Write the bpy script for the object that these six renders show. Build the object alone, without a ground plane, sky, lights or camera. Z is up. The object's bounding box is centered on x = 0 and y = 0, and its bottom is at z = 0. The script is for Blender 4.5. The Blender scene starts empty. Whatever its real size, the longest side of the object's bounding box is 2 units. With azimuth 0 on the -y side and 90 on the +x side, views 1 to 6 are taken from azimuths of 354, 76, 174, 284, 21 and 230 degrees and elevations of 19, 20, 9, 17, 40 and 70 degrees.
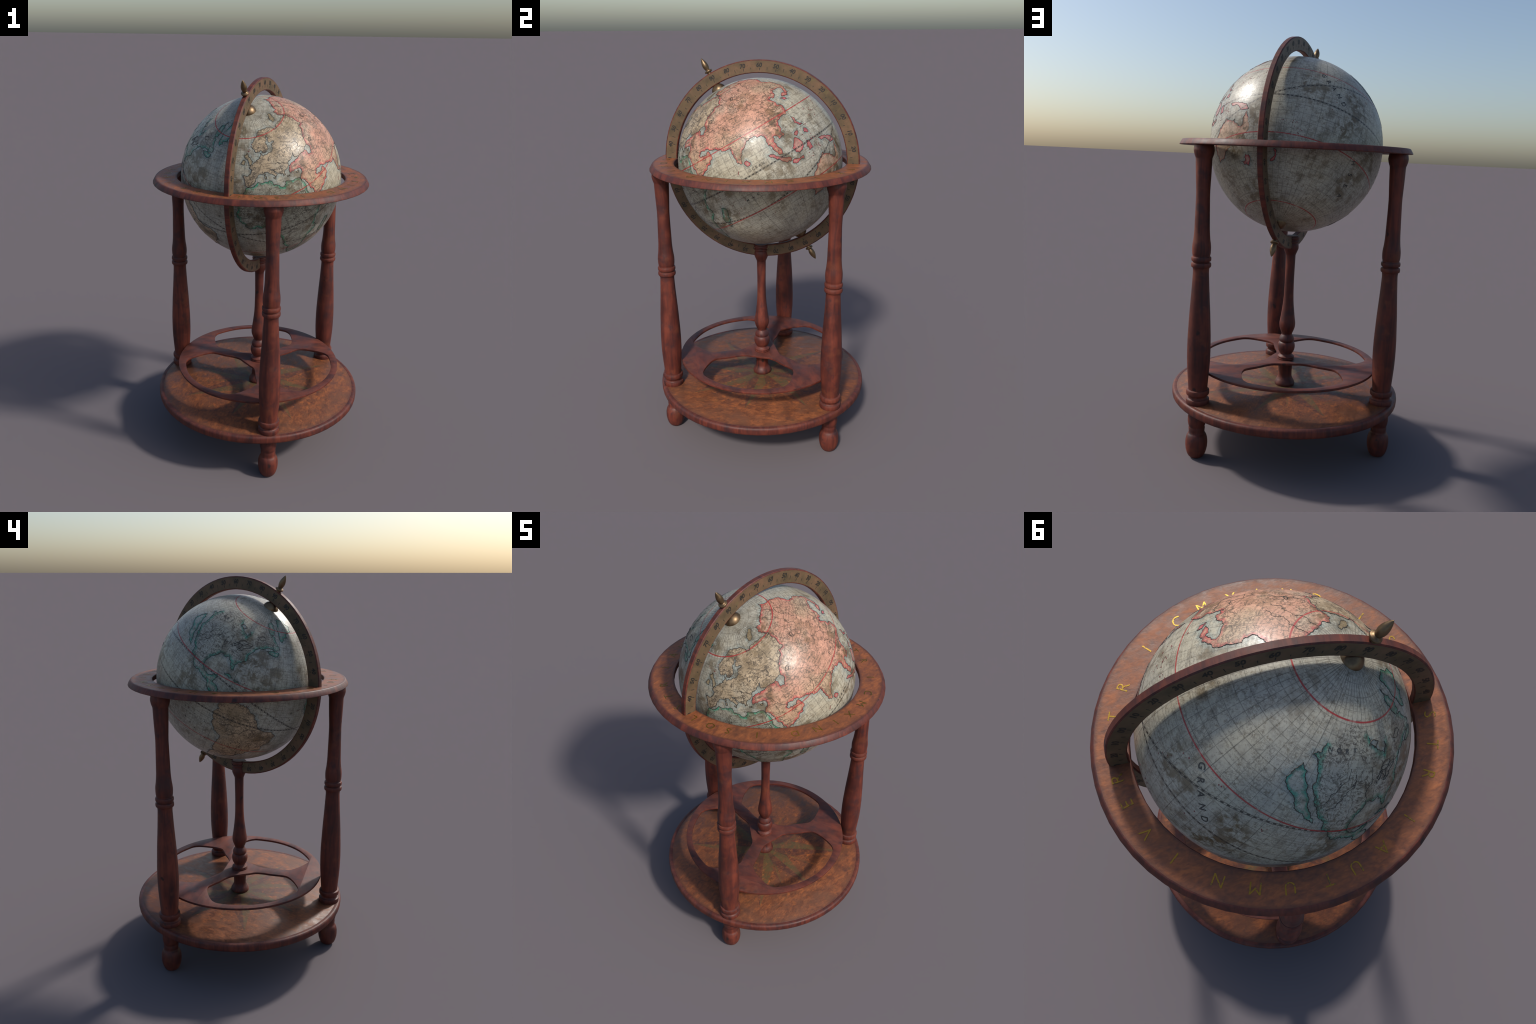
import bpy, bmesh, math, random, zlib
import numpy as np
from mathutils import Vector, Matrix
from mathutils.geometry import delaunay_2d_cdt

PI = math.pi
rad = math.radians

# ------------------------------------------------------------------ layout
GLOBE_Z, GLOBE_R = 1.488, 0.4205           # centre height and radius of the sphere
MERIDIAN_AZ, TILT = rad(-24.92), rad(30.1)  # plane of the meridian ring, tilt of the axis
HORIZON_TOP = 1.4975
BASE_TOP = 0.2685
SHELF_TOP = 0.4055
LEG_DIST = 0.512

D = Vector((math.sin(MERIDIAN_AZ), -math.cos(MERIDIAN_AZ), 0))   # in-plane horizontal
N = Vector((math.cos(MERIDIAN_AZ), math.sin(MERIDIAN_AZ), 0))    # plane normal
UP = Vector((0, 0, 1))
AXIS = (math.sin(TILT) * D + math.cos(TILT) * UP).normalized()
YAX = AXIS.cross(N).normalized()
CENTRE = Vector((0, 0, GLOBE_Z))
GLOBE_M = Matrix((
    (N.x, YAX.x, AXIS.x, 0), (N.y, YAX.y, AXIS.y, 0), (N.z, YAX.z, AXIS.z, GLOBE_Z), (0, 0, 0, 1)))

# ------------------------------------------------------------------ scene helpers
COL = bpy.context.scene.collection


def add_object(name, data, parent=None, matrix=None, kind=None):
    ob = bpy.data.objects.new(name, data)
    COL.objects.link(ob)
    if parent is not None:
        ob.parent = parent
        if parent.type != 'EMPTY' and matrix is None:
            matrix = Matrix.Identity(4)
            # children share the frame of their part
    if matrix is not None:
        ob.matrix_local = matrix
    if kind:
        ob["kind"] = kind
    return ob


def finish_mesh(me, mat, smooth=True, angle=38):
    if mat:
        me.materials.append(mat)
    if smooth:
        me.polygons.foreach_set("use_smooth", [True] * len(me.polygons))
        me.set_sharp_from_angle(angle=rad(angle))
    me.update()
    return me


def lathe(name, profile, mat, segs=44, closed=False, angle=38):
    """Turn a (radius, z) profile round the z axis; radius 0 ends become poles."""
    verts, faces, rings = [], [], []
    for r, z in profile:
        if r < 1e-6:
            rings.append([len(verts)])
            verts.append((0, 0, z))
        else:
            rings.append(list(range(len(verts), len(verts) + segs)))
            for i in range(segs):
                a = 2 * PI * i / segs
                verts.append((r * math.sin(a), -r * math.cos(a), z))
    pairs = list(zip(rings, rings[1:]))
    if closed:
        pairs.append((rings[-1], rings[0]))
    for lo, hi in pairs:
        for i in range(segs):
            j = (i + 1) % segs
            if len(lo) == 1 and len(hi) == 1:
                continue
            if len(lo) == 1:
                faces.append((lo[0], hi[j], hi[i]))
            elif len(hi) == 1:
                faces.append((lo[i], lo[j], hi[0]))
            else:
                faces.append((lo[i], lo[j], hi[j], hi[i]))
    me = bpy.data.meshes.new(name)
    me.from_pydata(verts, [], faces)
    bm = bmesh.new()
    bm.from_mesh(me)
    bmesh.ops.recalc_face_normals(bm, faces=bm.faces)
    bm.to_mesh(me)
    bm.free()
    return finish_mesh(me, mat, angle=angle)


def soften(profile, steps=5):
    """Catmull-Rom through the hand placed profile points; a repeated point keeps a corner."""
    out = []
    n = len(profile)
    for i in range(n - 1):
        p1, p2 = profile[i], profile[i + 1]
        if p1 == p2:
            continue
        p0 = profile[i - 1] if i > 0 else p1
        p3 = profile[i + 2] if i + 2 < n else p2
        for k in range(steps):
            t = k / steps
            q = []
            for c in (0, 1):
                a, b, cc, d = p0[c], p1[c], p2[c], p3[c]
                q.append(0.5 * (2 * b + (cc - a) * t + (2 * a - 5 * b + 4 * cc - d) * t * t + (3 * b - a - 3 * cc + d) * t ** 3))
            out.append((max(q[0], 0.0), q[1]))
    out.append(profile[-1])
    return out


def bead(r_in, r_out, z0, z1, steps=6):
    """A half-round moulding between two heights."""
    return [(r_in + (r_out - r_in) * math.sin(PI * k / steps) ** 0.55, z0 + (z1 - z0) * (0.5 - 0.5 * math.cos(PI * k / steps)))
            for k in range(steps + 1)]


# ------------------------------------------------------------------ node helpers
class Nodes:
    def __init__(self, tree):
        self.t = tree

    def new(self, kind, **props):
        n = self.t.nodes.new(kind)
        for k, v in props.items():
            setattr(n, k, v)
        return n

    def put(self, sock, val):
        if hasattr(val, "is_output"):
            self.t.links.new(val, sock)
        elif val is not None:
            try:
                sock.default_value = val
            except TypeError:
                sock.default_value = tuple(val) + (1,)

    def math(self, op, a, b=None, c=None, clamp=False):
        n = self.new("ShaderNodeMath", operation=op, use_clamp=clamp)
        for s, v in zip(n.inputs, (a, b, c)):
            if v is not None:
                self.put(s, v)
        return n.outputs[0]

    def vmath(self, op, a, b=None, scale=None):
        n = self.new("ShaderNodeVectorMath", operation=op)
        self.put(n.inputs[0], a)
        if b is not None:
            self.put(n.inputs[1], b)
        if scale is not None:
            self.put(n.inputs[3], scale)
        return n.outputs["Value"] if op in ("DOT_PRODUCT", "LENGTH", "DISTANCE") else n.outputs[0]

    def mix(self, fac, a, b, blend='MIX'):
        n = self.new("ShaderNodeMix", data_type='RGBA', blend_type=blend)
        self.put(n.inputs[0], fac)
        self.put(n.inputs[6], a if hasattr(a, "is_output") else tuple(a) + (1,))
        self.put(n.inputs[7], b if hasattr(b, "is_output") else tuple(b) + (1,))
        return n.outputs[2]

    def step(self, val, lo, hi, a=0.0, b=1.0):
        n = self.new("ShaderNodeMapRange", interpolation_type='SMOOTHSTEP')
        self.put(n.inputs[0], val)
        for i, v in enumerate((lo, hi, a, b)):
            self.put(n.inputs[i + 1], v)
        return n.outputs[0]

    def noise(self, vec, scale=5, detail=4, rough=0.55, dist=0.0, out=0):
        n = self.new("ShaderNodeTexNoise")
        self.put(n.inputs["Vector"], vec)
        for k, v in (("Scale", scale), ("Detail", detail), ("Roughness", rough), ("Distortion", dist)):
            self.put(n.inputs[k], v)
        return n.outputs[out]

    def voronoi(self, vec, scale=5, feature='F1'):
        n = self.new("ShaderNodeTexVoronoi", feature=feature)
        self.put(n.inputs["Vector"], vec)
        n.inputs["Scale"].default_value = scale
        return n.outputs["Distance"]

    def scale(self, vec, xyz):
        return self.vmath('MULTIPLY', vec, xyz)

    def combine(self, x, y, z):
        n = self.new("ShaderNodeCombineXYZ")
        for s, v in zip(n.inputs, (x, y, z)):
            self.put(s, v)
        return n.outputs[0]

    def split(self, vec):
        n = self.new("ShaderNodeSeparateXYZ")
        self.put(n.inputs[0], vec)
        return n.outputs

    def ramp(self, fac, stops):
        n = self.new("ShaderNodeValToRGB")
        cr = n.color_ramp
        while len(cr.elements) < len(stops):
            cr.elements.new(0.5)
        for e, (p, c) in zip(cr.elements, stops):
            e.position = p
            e.color = tuple(c) + (1,)
        self.put(n.inputs[0], fac)
        return n.outputs[0]

    def bump(self, height, strength=0.3, distance=0.001, normal=None):
        n = self.new("ShaderNodeBump")
        n.inputs["Strength"].default_value = strength
        n.inputs["Distance"].default_value = distance
        self.put(n.inputs["Height"], height)
        if normal is not None:
            self.put(n.inputs["Normal"], normal)
        return n.outputs[0]

    def output(self, color, rough=0.5, normal=None, metallic=0.0, spec=0.5, coat=0.0):
        b = self.new("ShaderNodeBsdfPrincipled")
        o = self.new("ShaderNodeOutputMaterial")
        self.put(b.inputs["Base Color"], color if hasattr(color, "is_output") else tuple(color) + (1,))
        self.put(b.inputs["Roughness"], rough)
        self.put(b.inputs["Metallic"], metallic)
        self.put(b.inputs["Specular IOR Level"], spec)
        self.put(b.inputs["Coat Weight"], coat)
        if normal is not None:
            self.put(b.inputs["Normal"], normal)
        self.t.links.new(b.outputs[0], o.inputs[0])


def new_material(name):
    m = bpy.data.materials.new(name)
    m.use_nodes = True
    m.node_tree.nodes.clear()
    return m, Nodes(m.node_tree)


# ------------------------------------------------------------------ wood, brass, gilt
def mahogany(name, grain=(34, 34, 3.2), dark=(0.026, 0.010, 0.010), mid=(0.084, 0.0185, 0.0125), light=(0.172, 0.037, 0.0195), dust=0.30, ring=False):  # top grey
    m, g = new_material(name)
    obj = g.new("ShaderNodeTexCoord").outputs["Object"]
    rnd = g.new("ShaderNodeObjectInfo").outputs["Random"]
    if ring:      # streaks that follow a ring: angle, height and radius as coordinates
        x, y, z = g.split(obj)
        ang = g.math('ARCTAN2', x, y)
        radius = g.vmath('LENGTH', g.combine(x, y, 0))
        obj = g.combine(g.math('MULTIPLY', ang, 0.5), radius, z)
    vec = g.vmath('ADD', obj, g.vmath('SCALE', (7.3, 3.1, 9.7), scale=rnd))
    streak = g.noise(g.scale(vec, grain), 1.0, 7, 0.62, 0.6)
    patch = g.noise(vec, 9, 4, 0.6)
    f = g.math('ADD', g.math('MULTIPLY', streak, 0.75), g.math('MULTIPLY', patch, 0.45))
    col = g.ramp(f, [(0.38, dark), (0.57, mid), (0.78, light)])
    # violet-brown bruises and paler rubbed places
    blot = g.noise(g.scale(vec, (1, 1, 0.8)), 17, 5, 0.62)
    col = g.mix(g.step(blot, 0.52, 0.68, 0, 0.62), col, (0.034, 0.016, 0.019))
    col = g.mix(g.step(g.noise(vec, 13, 4), 0.56, 0.70, 0, 0.45), col, (0.165, 0.045, 0.020))
    fine = g.noise(g.scale(vec, tuple(8 * c for c in grain)), 1.0, 3, 0.6)
    col = g.mix(g.step(fine, 0.58, 0.75, 0, 0.45), col, dark)
    knot = g.voronoi(g.vmath('ADD', g.scale(vec, (1, 1, 0.7)), g.vmath('SCALE', g.noise(vec, 30, 2, out=1), scale=0.03)), 8.5)
    col = g.mix(g.step(knot, 0.05, 0.10, 0.8, 0.0), col, (0.012, 0.010, 0.010))
    # paler grey-brown tone on what faces up
    nz = g.split(g.new("ShaderNodeNewGeometry").outputs["Normal"])[2]
    greyed = g.math('MULTIPLY', g.step(nz, 0.25, 0.95), g.step(g.noise(vec, 16, 5), 0.3, 0.7, 0.4, 1.0))
    col = g.mix(g.math('MULTIPLY', greyed, dust), col, (0.094, 0.056, 0.047))
    h = g.math('ADD', g.math('MULTIPLY', streak, 0.6), g.math('MULTIPLY', fine, 0.5))
    bmp = g.bump(h, 0.30, 0.0012, g.bump(g.noise(obj, 22, 3), 0.16, 0.004))
    g.output(col, g.step(patch, 0.3, 0.7, 0.46, 0.62), bmp, spec=0.34)
    return m


def orange_wood(name, star=False, gain=1.0):
    """Worn honey-coloured veneer with short diagonal fibres; the base carries a faded compass rose."""
    m, g = new_material(name)
    obj = g.new("ShaderNodeTexCoord").outputs["Object"]
    x, y, z = g.split(obj)
    u = g.math('ADD', g.math('MULTIPLY', x, 0.95), g.math('MULTIPLY', y, -0.30))
    v = g.math('ADD', g.math('MULTIPLY', x, 0.30), g.math('MULTIPLY', y, 0.95))
    vec = g.combine(u, v, 0)
    fib = g.noise(g.scale(vec, (105, 40, 1)), 1.0, 4, 0.6, 0.6)
    mid = g.noise(g.scale(vec, (26, 15, 1)), 1.0, 6, 0.66, 0.8)
    patch = g.noise(vec, 6, 4, 0.6)
    f = g.math('ADD', g.math('MULTIPLY', fib, 0.40), g.math('MULTIPLY', mid, 0.65))
    col = g.ramp(f, [(p, tuple(gain * c for c in k)) for p, k in ((0.36, (0.074, 0.025, 0.014)), (0.52, (0.156, 0.050, 0.019)), (0.70, (0.262, 0.083, 0.026)))])
    col = g.mix(g.step(patch, 0.42, 0.66, 0, 0.75 / gain ** 3), col, (0.105, 0.042, 0.022))
    col = g.mix(g.step(g.noise(vec, 15, 5, 0.65), 0.54, 0.70, 0, 0.55 / gain ** 3), col, (0.060, 0.027, 0.020))
    radius = g.vmath('LENGTH', g.combine(x, y, 0))
    if star:
        # scuffed ring round the post, moss-green and dark specks, orange scars
        ringm = g.step(g.math('ABSOLUTE', g.math('SUBTRACT', radius, 0.058)), 0.004, 0.016, 0.6, 0.0)
        col = g.mix(ringm, col, (0.078, 0.070, 0.026))
        green = g.math('MULTIPLY', g.step(g.noise(vec, 17, 5, 0.65), 0.56, 0.68), g.step(radius, 0.16, 0.46, 0.6, 0.12))
        col = g.mix(green, col, (0.070, 0.061, 0.024))
        scar = g.math('MULTIPLY', g.step(g.noise(g.scale(vec, (30, 20, 1)), 1.0, 6, 0.68), 0.52, 0.70), g.step(radius, 0.18, 0.50, 0.85, 0.30))
        col = g.mix(scar, col, (0.38, 0.112, 0.026))
        dark = g.math('MULTIPLY', g.step(g.noise(g.scale(vec, (48, 36, 1)), 1.3, 4, 0.6), 0.58, 0.70), g.step(radius, 0.20, 0.48, 0.8, 0.35))
        col = g.mix(dark, col, (0.050, 0.022, 0.014))
        ang = g.math('ARCTAN2', x, g.math('MULTIPLY', y, -1))
        worn = g.step(g.noise(vec, 30, 7, 0.72), 0.36, 0.56, 0.22, 1.0)
        for n, off, length, width in ((8, 18 + 22.5, 0.335, 0.040), (4, 63, 0.405, 0.082), (4, 18, 0.448, 0.094)):
            a = g.math('SUBTRACT', ang, rad(off))
            w = 2 * PI / n
            fold = g.math('SUBTRACT', g.math('FLOORED_MODULO', g.math('ADD', a, w / 2), w), w / 2)
            along = g.math('MULTIPLY', radius, g.math('COSINE', fold))
            across = g.math('MULTIPLY', radius, g.math('SINE', fold))
            lim = g.math('MULTIPLY', g.math('SUBTRACT', 1.0, g.math('DIVIDE', along, length)), width)
            lim = g.math('MINIMUM', lim, g.math('MULTIPLY', along, 0.45))
            inside = g.step(g.math('SUBTRACT', lim, g.math('ABSOLUTE', across)), -0.0025, 0.0035)
            half = g.step(across, -0.002, 0.002)
            tone = g.mix(half, (0.054, 0.023, 0.020), (0.072, 0.064, 0.026))
            col = g.mix(g.math('MULTIPLY', g.math('MULTIPLY', inside, worn), 0.40 if n == 8 else 0.70), col, tone)
        edge = g.step(radius, 0.535, 0.553, 0, 0.55)
    else:
        inner = g.step(radius, 0.443, 0.456, 0.75, 0.0)
        outer = g.step(radius, 0.535, 0.549, 0.0, 0.75)
        edge = g.math('MAXIMUM', inner, outer)
    col = g.mix(edge, col, (0.075, 0.026, 0.017))
    bmp = g.bump(f, 0.45, 0.0018, g.bump(g.noise(vec, 26, 3), 0.22, 0.004))
    g.output(col, g.step(mid, 0.3, 0.7, 0.42, 0.60), bmp, spec=0.40)
    return m


def brass_face(name):
    m, g = new_material(name)
    obj = g.new("ShaderNodeTexCoord").outputs["Object"]
    patch = g.noise(obj, 14, 5, 0.6)
    fine = g.noise(obj, 120, 4, 0.6)
    col = g.ramp(patch, [(0.30, (0.068, 0.050, 0.028)), (0.50, (0.114, 0.074, 0.041)), (0.70, (0.166, 0.092, 0.053))])
    col = g.mix(g.step(fine, 0.52, 0.72, 0, 0.5), col, (0.075, 0.055, 0.026))
    # yellowish bloom in places
    col = g.mix(g.step(g.noise(obj, 30, 3), 0.58, 0.72, 0, 0.35), col, (0.150, 0.115, 0.045))
    bmp = g.bump(g.math('ADD', fine, g.math('MULTIPLY', patch, 1.5)), 0.25, 0.0015)
    g.output(col, 0.50, bmp, metallic=0.05, spec=0.35)
    return m


def metal(name, col, rough, noise=40):
    m, g = new_material(name)
    obj = g.new("ShaderNodeTexCoord").outputs["Object"]
    p = g.noise(obj, noise, 4)
    c = g.mix(g.step(p, 0.35, 0.65), tuple(0.75 * v for v in col), tuple(min(1, 1.12 * v) for v in col))
    g.output(c, g.step(p, 0.3, 0.7, rough - 0.05, rough + 0.08), g.bump(p, 0.1, 0.001), metallic=0.85)
    return m


def gilt(name):
    """Gold leaf rubbed away in places down to the dark wood of the cut."""
    m, g = new_material(name)
    obj = g.new("ShaderNodeTexCoord").outputs["Object"]
    off = g.vmath('SCALE', (5.1, 8.3, 2.7), scale=g.new("ShaderNodeObjectInfo").outputs["Random"])
    worn = g.step(g.noise(g.vmath('ADD', obj, off), 95, 4, 0.6), 0.32, 0.48)
    col = g.mix(worn, (0.085, 0.042, 0.017), (0.250, 0.155, 0.024))
    g.output(col, 0.36, g.bump(worn, 0.2, 0.001), metallic=g.math('MULTIPLY', worn, 0.85))
    return m


def plain(name, col, rough=0.6):
    m, g = new_material(name)
    obj = g.new("ShaderNodeTexCoord").outputs["Object"]
    p = g.noise(obj, 60, 3)
    g.output(g.mix(g.step(p, 0.3, 0.7), tuple(0.75 * v for v in col), tuple(1.3 * v for v in col)), rough)
    return m


# ------------------------------------------------------------------ the map print (shared node group)
STAINS = (   # brown damp stains: map longitude, latitude, reach in degrees, strength
    (-143, 37, 9, 1.0), (-136, 44, 7, .8), (-122, 38, 6, .8), (-141, 49, 5, .7), (-146, 21, 6, .6),
    (141, 11, 6, 1.0), (147, 7, 6, .9), (142, -4, 6, 1.0), (137, -12, 6, 1.0), (151, -8, 6, .7),
    (43, 27, 7, .8), (35, 18, 7, .9), (42, 14, 6, .8), (37, 9, 6, .8), (27, -7, 6, .7), (14, -2, 6, .7),
    (77, -14, 8, 1.0), (70, -23, 8, 1.0), (62, -31, 7, .9), (-86, 71, 5, .8), (-80, 59, 5, .7), (-77, 55, 4, .7),
    (126, -5, 3, .6), (112, 23, 5, .5), (-75, 15, 7, .9), (-38, -6, 7, .8), (-37, -19, 7, 1.0),
    (-22, 60, 10, .6), (30, 47, 9, .5), (10, 35, 9, .45), (-140, 62, 8, .5), (-118, -4, 5, .6), (-140, 2, 6, .6))


def map_print_group():
    tree = bpy.data.node_groups.new("map_print", "ShaderNodeTree")
    for nm in ("ink", "graticule", "red", "ladder", "stain", "grain", "river"):
        tree.interface.new_socket(nm, in_out='OUTPUT', socket_type='NodeSocketFloat')
    g = Nodes(tree)
    out = g.new("NodeGroupOutput")
    obj = g.new("ShaderNodeTexCoord").outputs["Object"]
    unit = g.vmath('NORMALIZE', obj)
    x, y, z = g.split(unit)
    lat = g.math('MULTIPLY', g.math('ARCSINE', z), 180 / PI)
    lon_r = g.math('ARCTAN2', y, x)
    lon = g.math('MULTIPLY', lon_r, 180 / PI)
    coslat = g.math('MAXIMUM', g.math('COSINE', g.math('ARCSINE', z)), 0.03)

    fade = g.step(g.noise(obj, 24, 4), 0.30, 0.60, 0.5, 1.0)

    def near(val, period):     # distance to the closest multiple of the period
        return g.math('ABSOLUTE', g.math('SUBTRACT', g.math('FLOORED_MODULO', g.math('ADD', val, period / 2), period), period / 2))

    # graticule, every five degrees, stronger every ten
    par = g.step(near(lat, 5), 0.06, 0.20, 1, 0)
    mer = g.step(g.math('MULTIPLY', near(lon, 5), coslat), 0.06, 0.20, 1, 0)
    mer10 = g.step(g.math('MULTIPLY', near(lon, 30), coslat), 0.08, 0.24, 1, 0)
    mer = g.math('MULTIPLY', mer, g.step(g.math('ABSOLUTE', lat), 84, 86, 1, 0.3))
    grat = g.math('MAXIMUM', g.math('MULTIPLY', g.math('MAXIMUM', par, mer), 0.62), g.math('MULTIPLY', mer10, 0.8))
    grat = g.math('MULTIPLY', grat, fade)

    # tropics and polar circles
    alat = g.math('ABSOLUTE', lat)
    red = g.step(g.math('ABSOLUTE', g.math('SUBTRACT', alat, 23.5)), 0.22, 0.42, 1, 0)
    red = g.math('MAXIMUM', red, g.step(g.math('ABSOLUTE', g.math('SUBTRACT', alat, 66.4)), 0.22, 0.42, 1, 0))
    red = g.math('MULTIPLY', red, g.step(g.noise(obj, 45, 3), 0.3, 0.5, 0.6, 1.0))

    # equator and ecliptic as chequered bands
    ecl = g.math('MULTIPLY', g.math('ARCTANGENT', g.math('MULTIPLY', g.math('SINE', g.math('SUBTRACT', lon_r, rad(88))), math.tan(rad(23.5)))), 180 / PI)
    band = None
    for dist in (g.math('ABSOLUTE', lat), g.math('MULTIPLY', g.math('ABSOLUTE', g.math('SUBTRACT', lat, ecl)), 0.95)):
        rail = g.step(g.math('ABSOLUTE', g.math('SUBTRACT', dist, 0.36)), 0.08, 0.22, 1, 0)
        fill = g.math('MULTIPLY', g.step(dist, 0.28, 0.42, 1, 0), g.step(near(lon, 2.6), 0.55, 0.75, 1, 0))
        b = g.math('MAXIMUM', g.math('MULTIPLY', rail, 0.75), fill)
        band = b if band is None else g.math('MAXIMUM', band, b)
    band = g.math('MULTIPLY', band, g.step(fade, 0.4, 0.9, 0.8, 1.0))

    # rows of tiny lettering: words along the parallels
    u = g.math('MULTIPLY', lon, 1.0)
    wob = g.math('MULTIPLY', g.noise(obj, 7, 2), 3.0)
    rowv = g.math('DIVIDE', g.math('ADD', lat, wob), 1.55)
    row = g.math('FLOOR', rowv)
    inrow = g.math('SUBTRACT', rowv, row)
    rowmask = g.math('MULTIPLY', g.step(inrow, 0.18, 0.28), g.step(inrow, 0.68, 0.80, 1, 0))
    glyph = g.noise(g.combine(g.math('MULTIPLY', u, 2.1), g.math('MULTIPLY', lat, 2.4), g.math('MULTIPLY', row, 3.7)), 1.0, 2, 0.6)
    word = g.noise(g.combine(g.math('MULTIPLY', u, 0.16), g.math('MULTIPLY', row, 5.3), 1.7), 1.0, 1, 0.5)
    ink = g.math('MULTIPLY', g.math('MULTIPLY', g.step(glyph, 0.50, 0.55), rowmask), g.step(word, 0.48, 0.52))
    # scattered hill marks
    hills = g.math('MULTIPLY', g.step(g.noise(g.scale(obj, (1, 1, 1)), 150, 2, 0.5), 0.58, 0.64), g.step(g.noise(obj, 17, 3), 0.48, 0.58))
    ink = g.math('MAXIMUM', ink, g.math('MULTIPLY', hills, 0.85))

    # engraved squiggles: contour threads of a warped noise
    for sc, w, lo, hi, amt in ((40, 0.024, 0.46, 0.55, 1.0), (80, 0.034, 0.50, 0.58, 1.0)):
        base = g.noise(g.vmath('ADD', obj, (sc * 0.13, 1.7, sc * 0.05)), sc, 2, 0.45, 0.8)
        thread = g.step(g.math('ABSOLUTE', g.math('SUBTRACT', base, 0.5)), w * 0.5, w * 1.1, amt, 0)
        thread = g.math('MULTIPLY', thread, g.step(g.noise(obj, sc * 0.36, 3), lo, hi))
        ink = g.math('MAXIMUM', ink, thread)
    # rivers and province borders: warped cell edges
    warp = g.vmath('ADD', obj, g.vmath('SCALE', g.vmath('SUBTRACT', g.noise(obj, 38, 3, out=1), (0.5, 0.5, 0.5)), scale=0.045))
    edge = g.voronoi(warp, 15, 'DISTANCE_TO_EDGE')
    river = g.math('MULTIPLY', g.step(edge, 0.012, 0.034, 1, 0), g.step(g.noise(obj, 11, 3), 0.40, 0.52))
    edge2 = g.voronoi(g.vmath('ADD', warp, (3.3, 1.1, 7.7)), 34, 'DISTANCE_TO_EDGE')
    river = g.math('MAXIMUM', river, g.math('MULTIPLY', g.step(edge2, 0.02, 0.06, 0.8, 0), g.step(g.noise(obj, 9, 3), 0.50, 0.60)))

    # stains
    total = None
    for slon, slat, reach, power in STAINS:
        d = (math.cos(rad(slat)) * math.cos(rad(slon)), math.cos(rad(slat)) * math.sin(rad(slon)), math.sin(rad(slat)))
        s = g.step(g.vmath('DOT_PRODUCT', unit, d), math.cos(rad(reach * 1.5)), math.cos(rad(reach * 0.2)), 0, power)
        total = s if total is None else g.math('MAXIMUM', total, s)
    mott = g.noise(obj, 26, 8, 0.68, 0.3)
    loose = g.step(g.noise(obj, 6.5, 6, 0.6), 0.48, 0.66, 0, 0.8)
    stain = g.math('MULTIPLY', g.math('MAXIMUM', total, loose), g.step(mott, 0.42, 0.55))
    speck = g.math('MULTIPLY', g.step(g.noise(obj, 62, 6, 0.70), 0.54, 0.66), 0.62)
    stain = g.math('MAXIMUM', stain, speck)
    grain = g.noise(obj, 85, 6, 0.7)
    for i, s in enumerate((ink, grat, red, band, stain, grain, river)):
        g.t.links.new(s, out.inputs[i])
    return tree


PRINT = map_print_group()


def map_material(name, base, edge=None, edge_amount=1.0, density=1.0, grat=0.7, reach=0.016, rivers=1.0, warm=None, fade=0.42):
    m, g = new_material(name)
    grp = g.new("ShaderNodeGroup")
    grp.node_tree = PRINT
    o = grp.outputs
    obj = g.new("ShaderNodeTexCoord").outputs["Object"]
    wash = g.noise(obj, 9, 5, 0.6)
    col = g.mix(g.step(wash, 0.34, 0.66), tuple(0.86 * c for c in base), tuple(1.10 * c for c in base))
    if warm:
        col = g.mix(g.step(g.noise(obj, 4.2, 4, 0.6), 0.40, 0.62), col, warm)
    col = g.mix(g.step(g.noise(obj, 7.5, 6, 0.65), 0.46, 0.66, 0.0, fade), col, (0.395, 0.360, 0.275))
    if edge:
        at = g.new("ShaderNodeAttribute", attribute_name="coast_distance")
        d = g.math('MULTIPLY', at.outputs["Fac"], g.step(g.noise(obj, 55, 3), 0.3, 0.7, 0.6, 1.6))
        tint = g.math('MULTIPLY', g.step(d, 0.002, reach, 1, 0), edge_amount)
        tint = g.math('MULTIPLY', tint, g.step(g.noise(obj, 30, 3), 0.30, 0.55, 0.35, 1.0))
        col = g.mix(tint, col, edge)
    col = g.mix(g.step(o["grain"], 0.42, 0.66, 0.0, 0.38), col, tuple(0.45 * c for c in base))
    ink = (0.048, 0.034, 0.022)
    col = g.mix(g.math('MULTIPLY', o["stain"], 0.88), col, (0.092, 0.055, 0.013))
    col = g.mix(g.math('MULTIPLY', o["graticule"], grat), col, (0.066, 0.060, 0.046))
    col = g.mix(g.math('MULTIPLY', o["river"], 0.72 * rivers), col, ink)
    col = g.mix(g.math('MULTIPLY', o["ink"], 0.80 * density), col, ink)
    col = g.mix(g.math('MULTIPLY', o["ladder"], 0.95), col, (0.026, 0.022, 0.018))
    col = g.mix(g.math('MULTIPLY', o["red"], 0.95), col, (0.32, 0.022, 0.022))
    h = g.math('SUBTRACT', o["grain"], g.math('MULTIPLY', o["ink"], 0.3))
    bmp = g.bump(h, 0.16, 0.0012, g.bump(g.noise(obj, 18, 2), 0.08, 0.004))
    g.output(col, g.step(o["grain"], 0.35, 0.7, 0.33, 0.48), bmp, spec=0.5)
    return m


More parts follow.
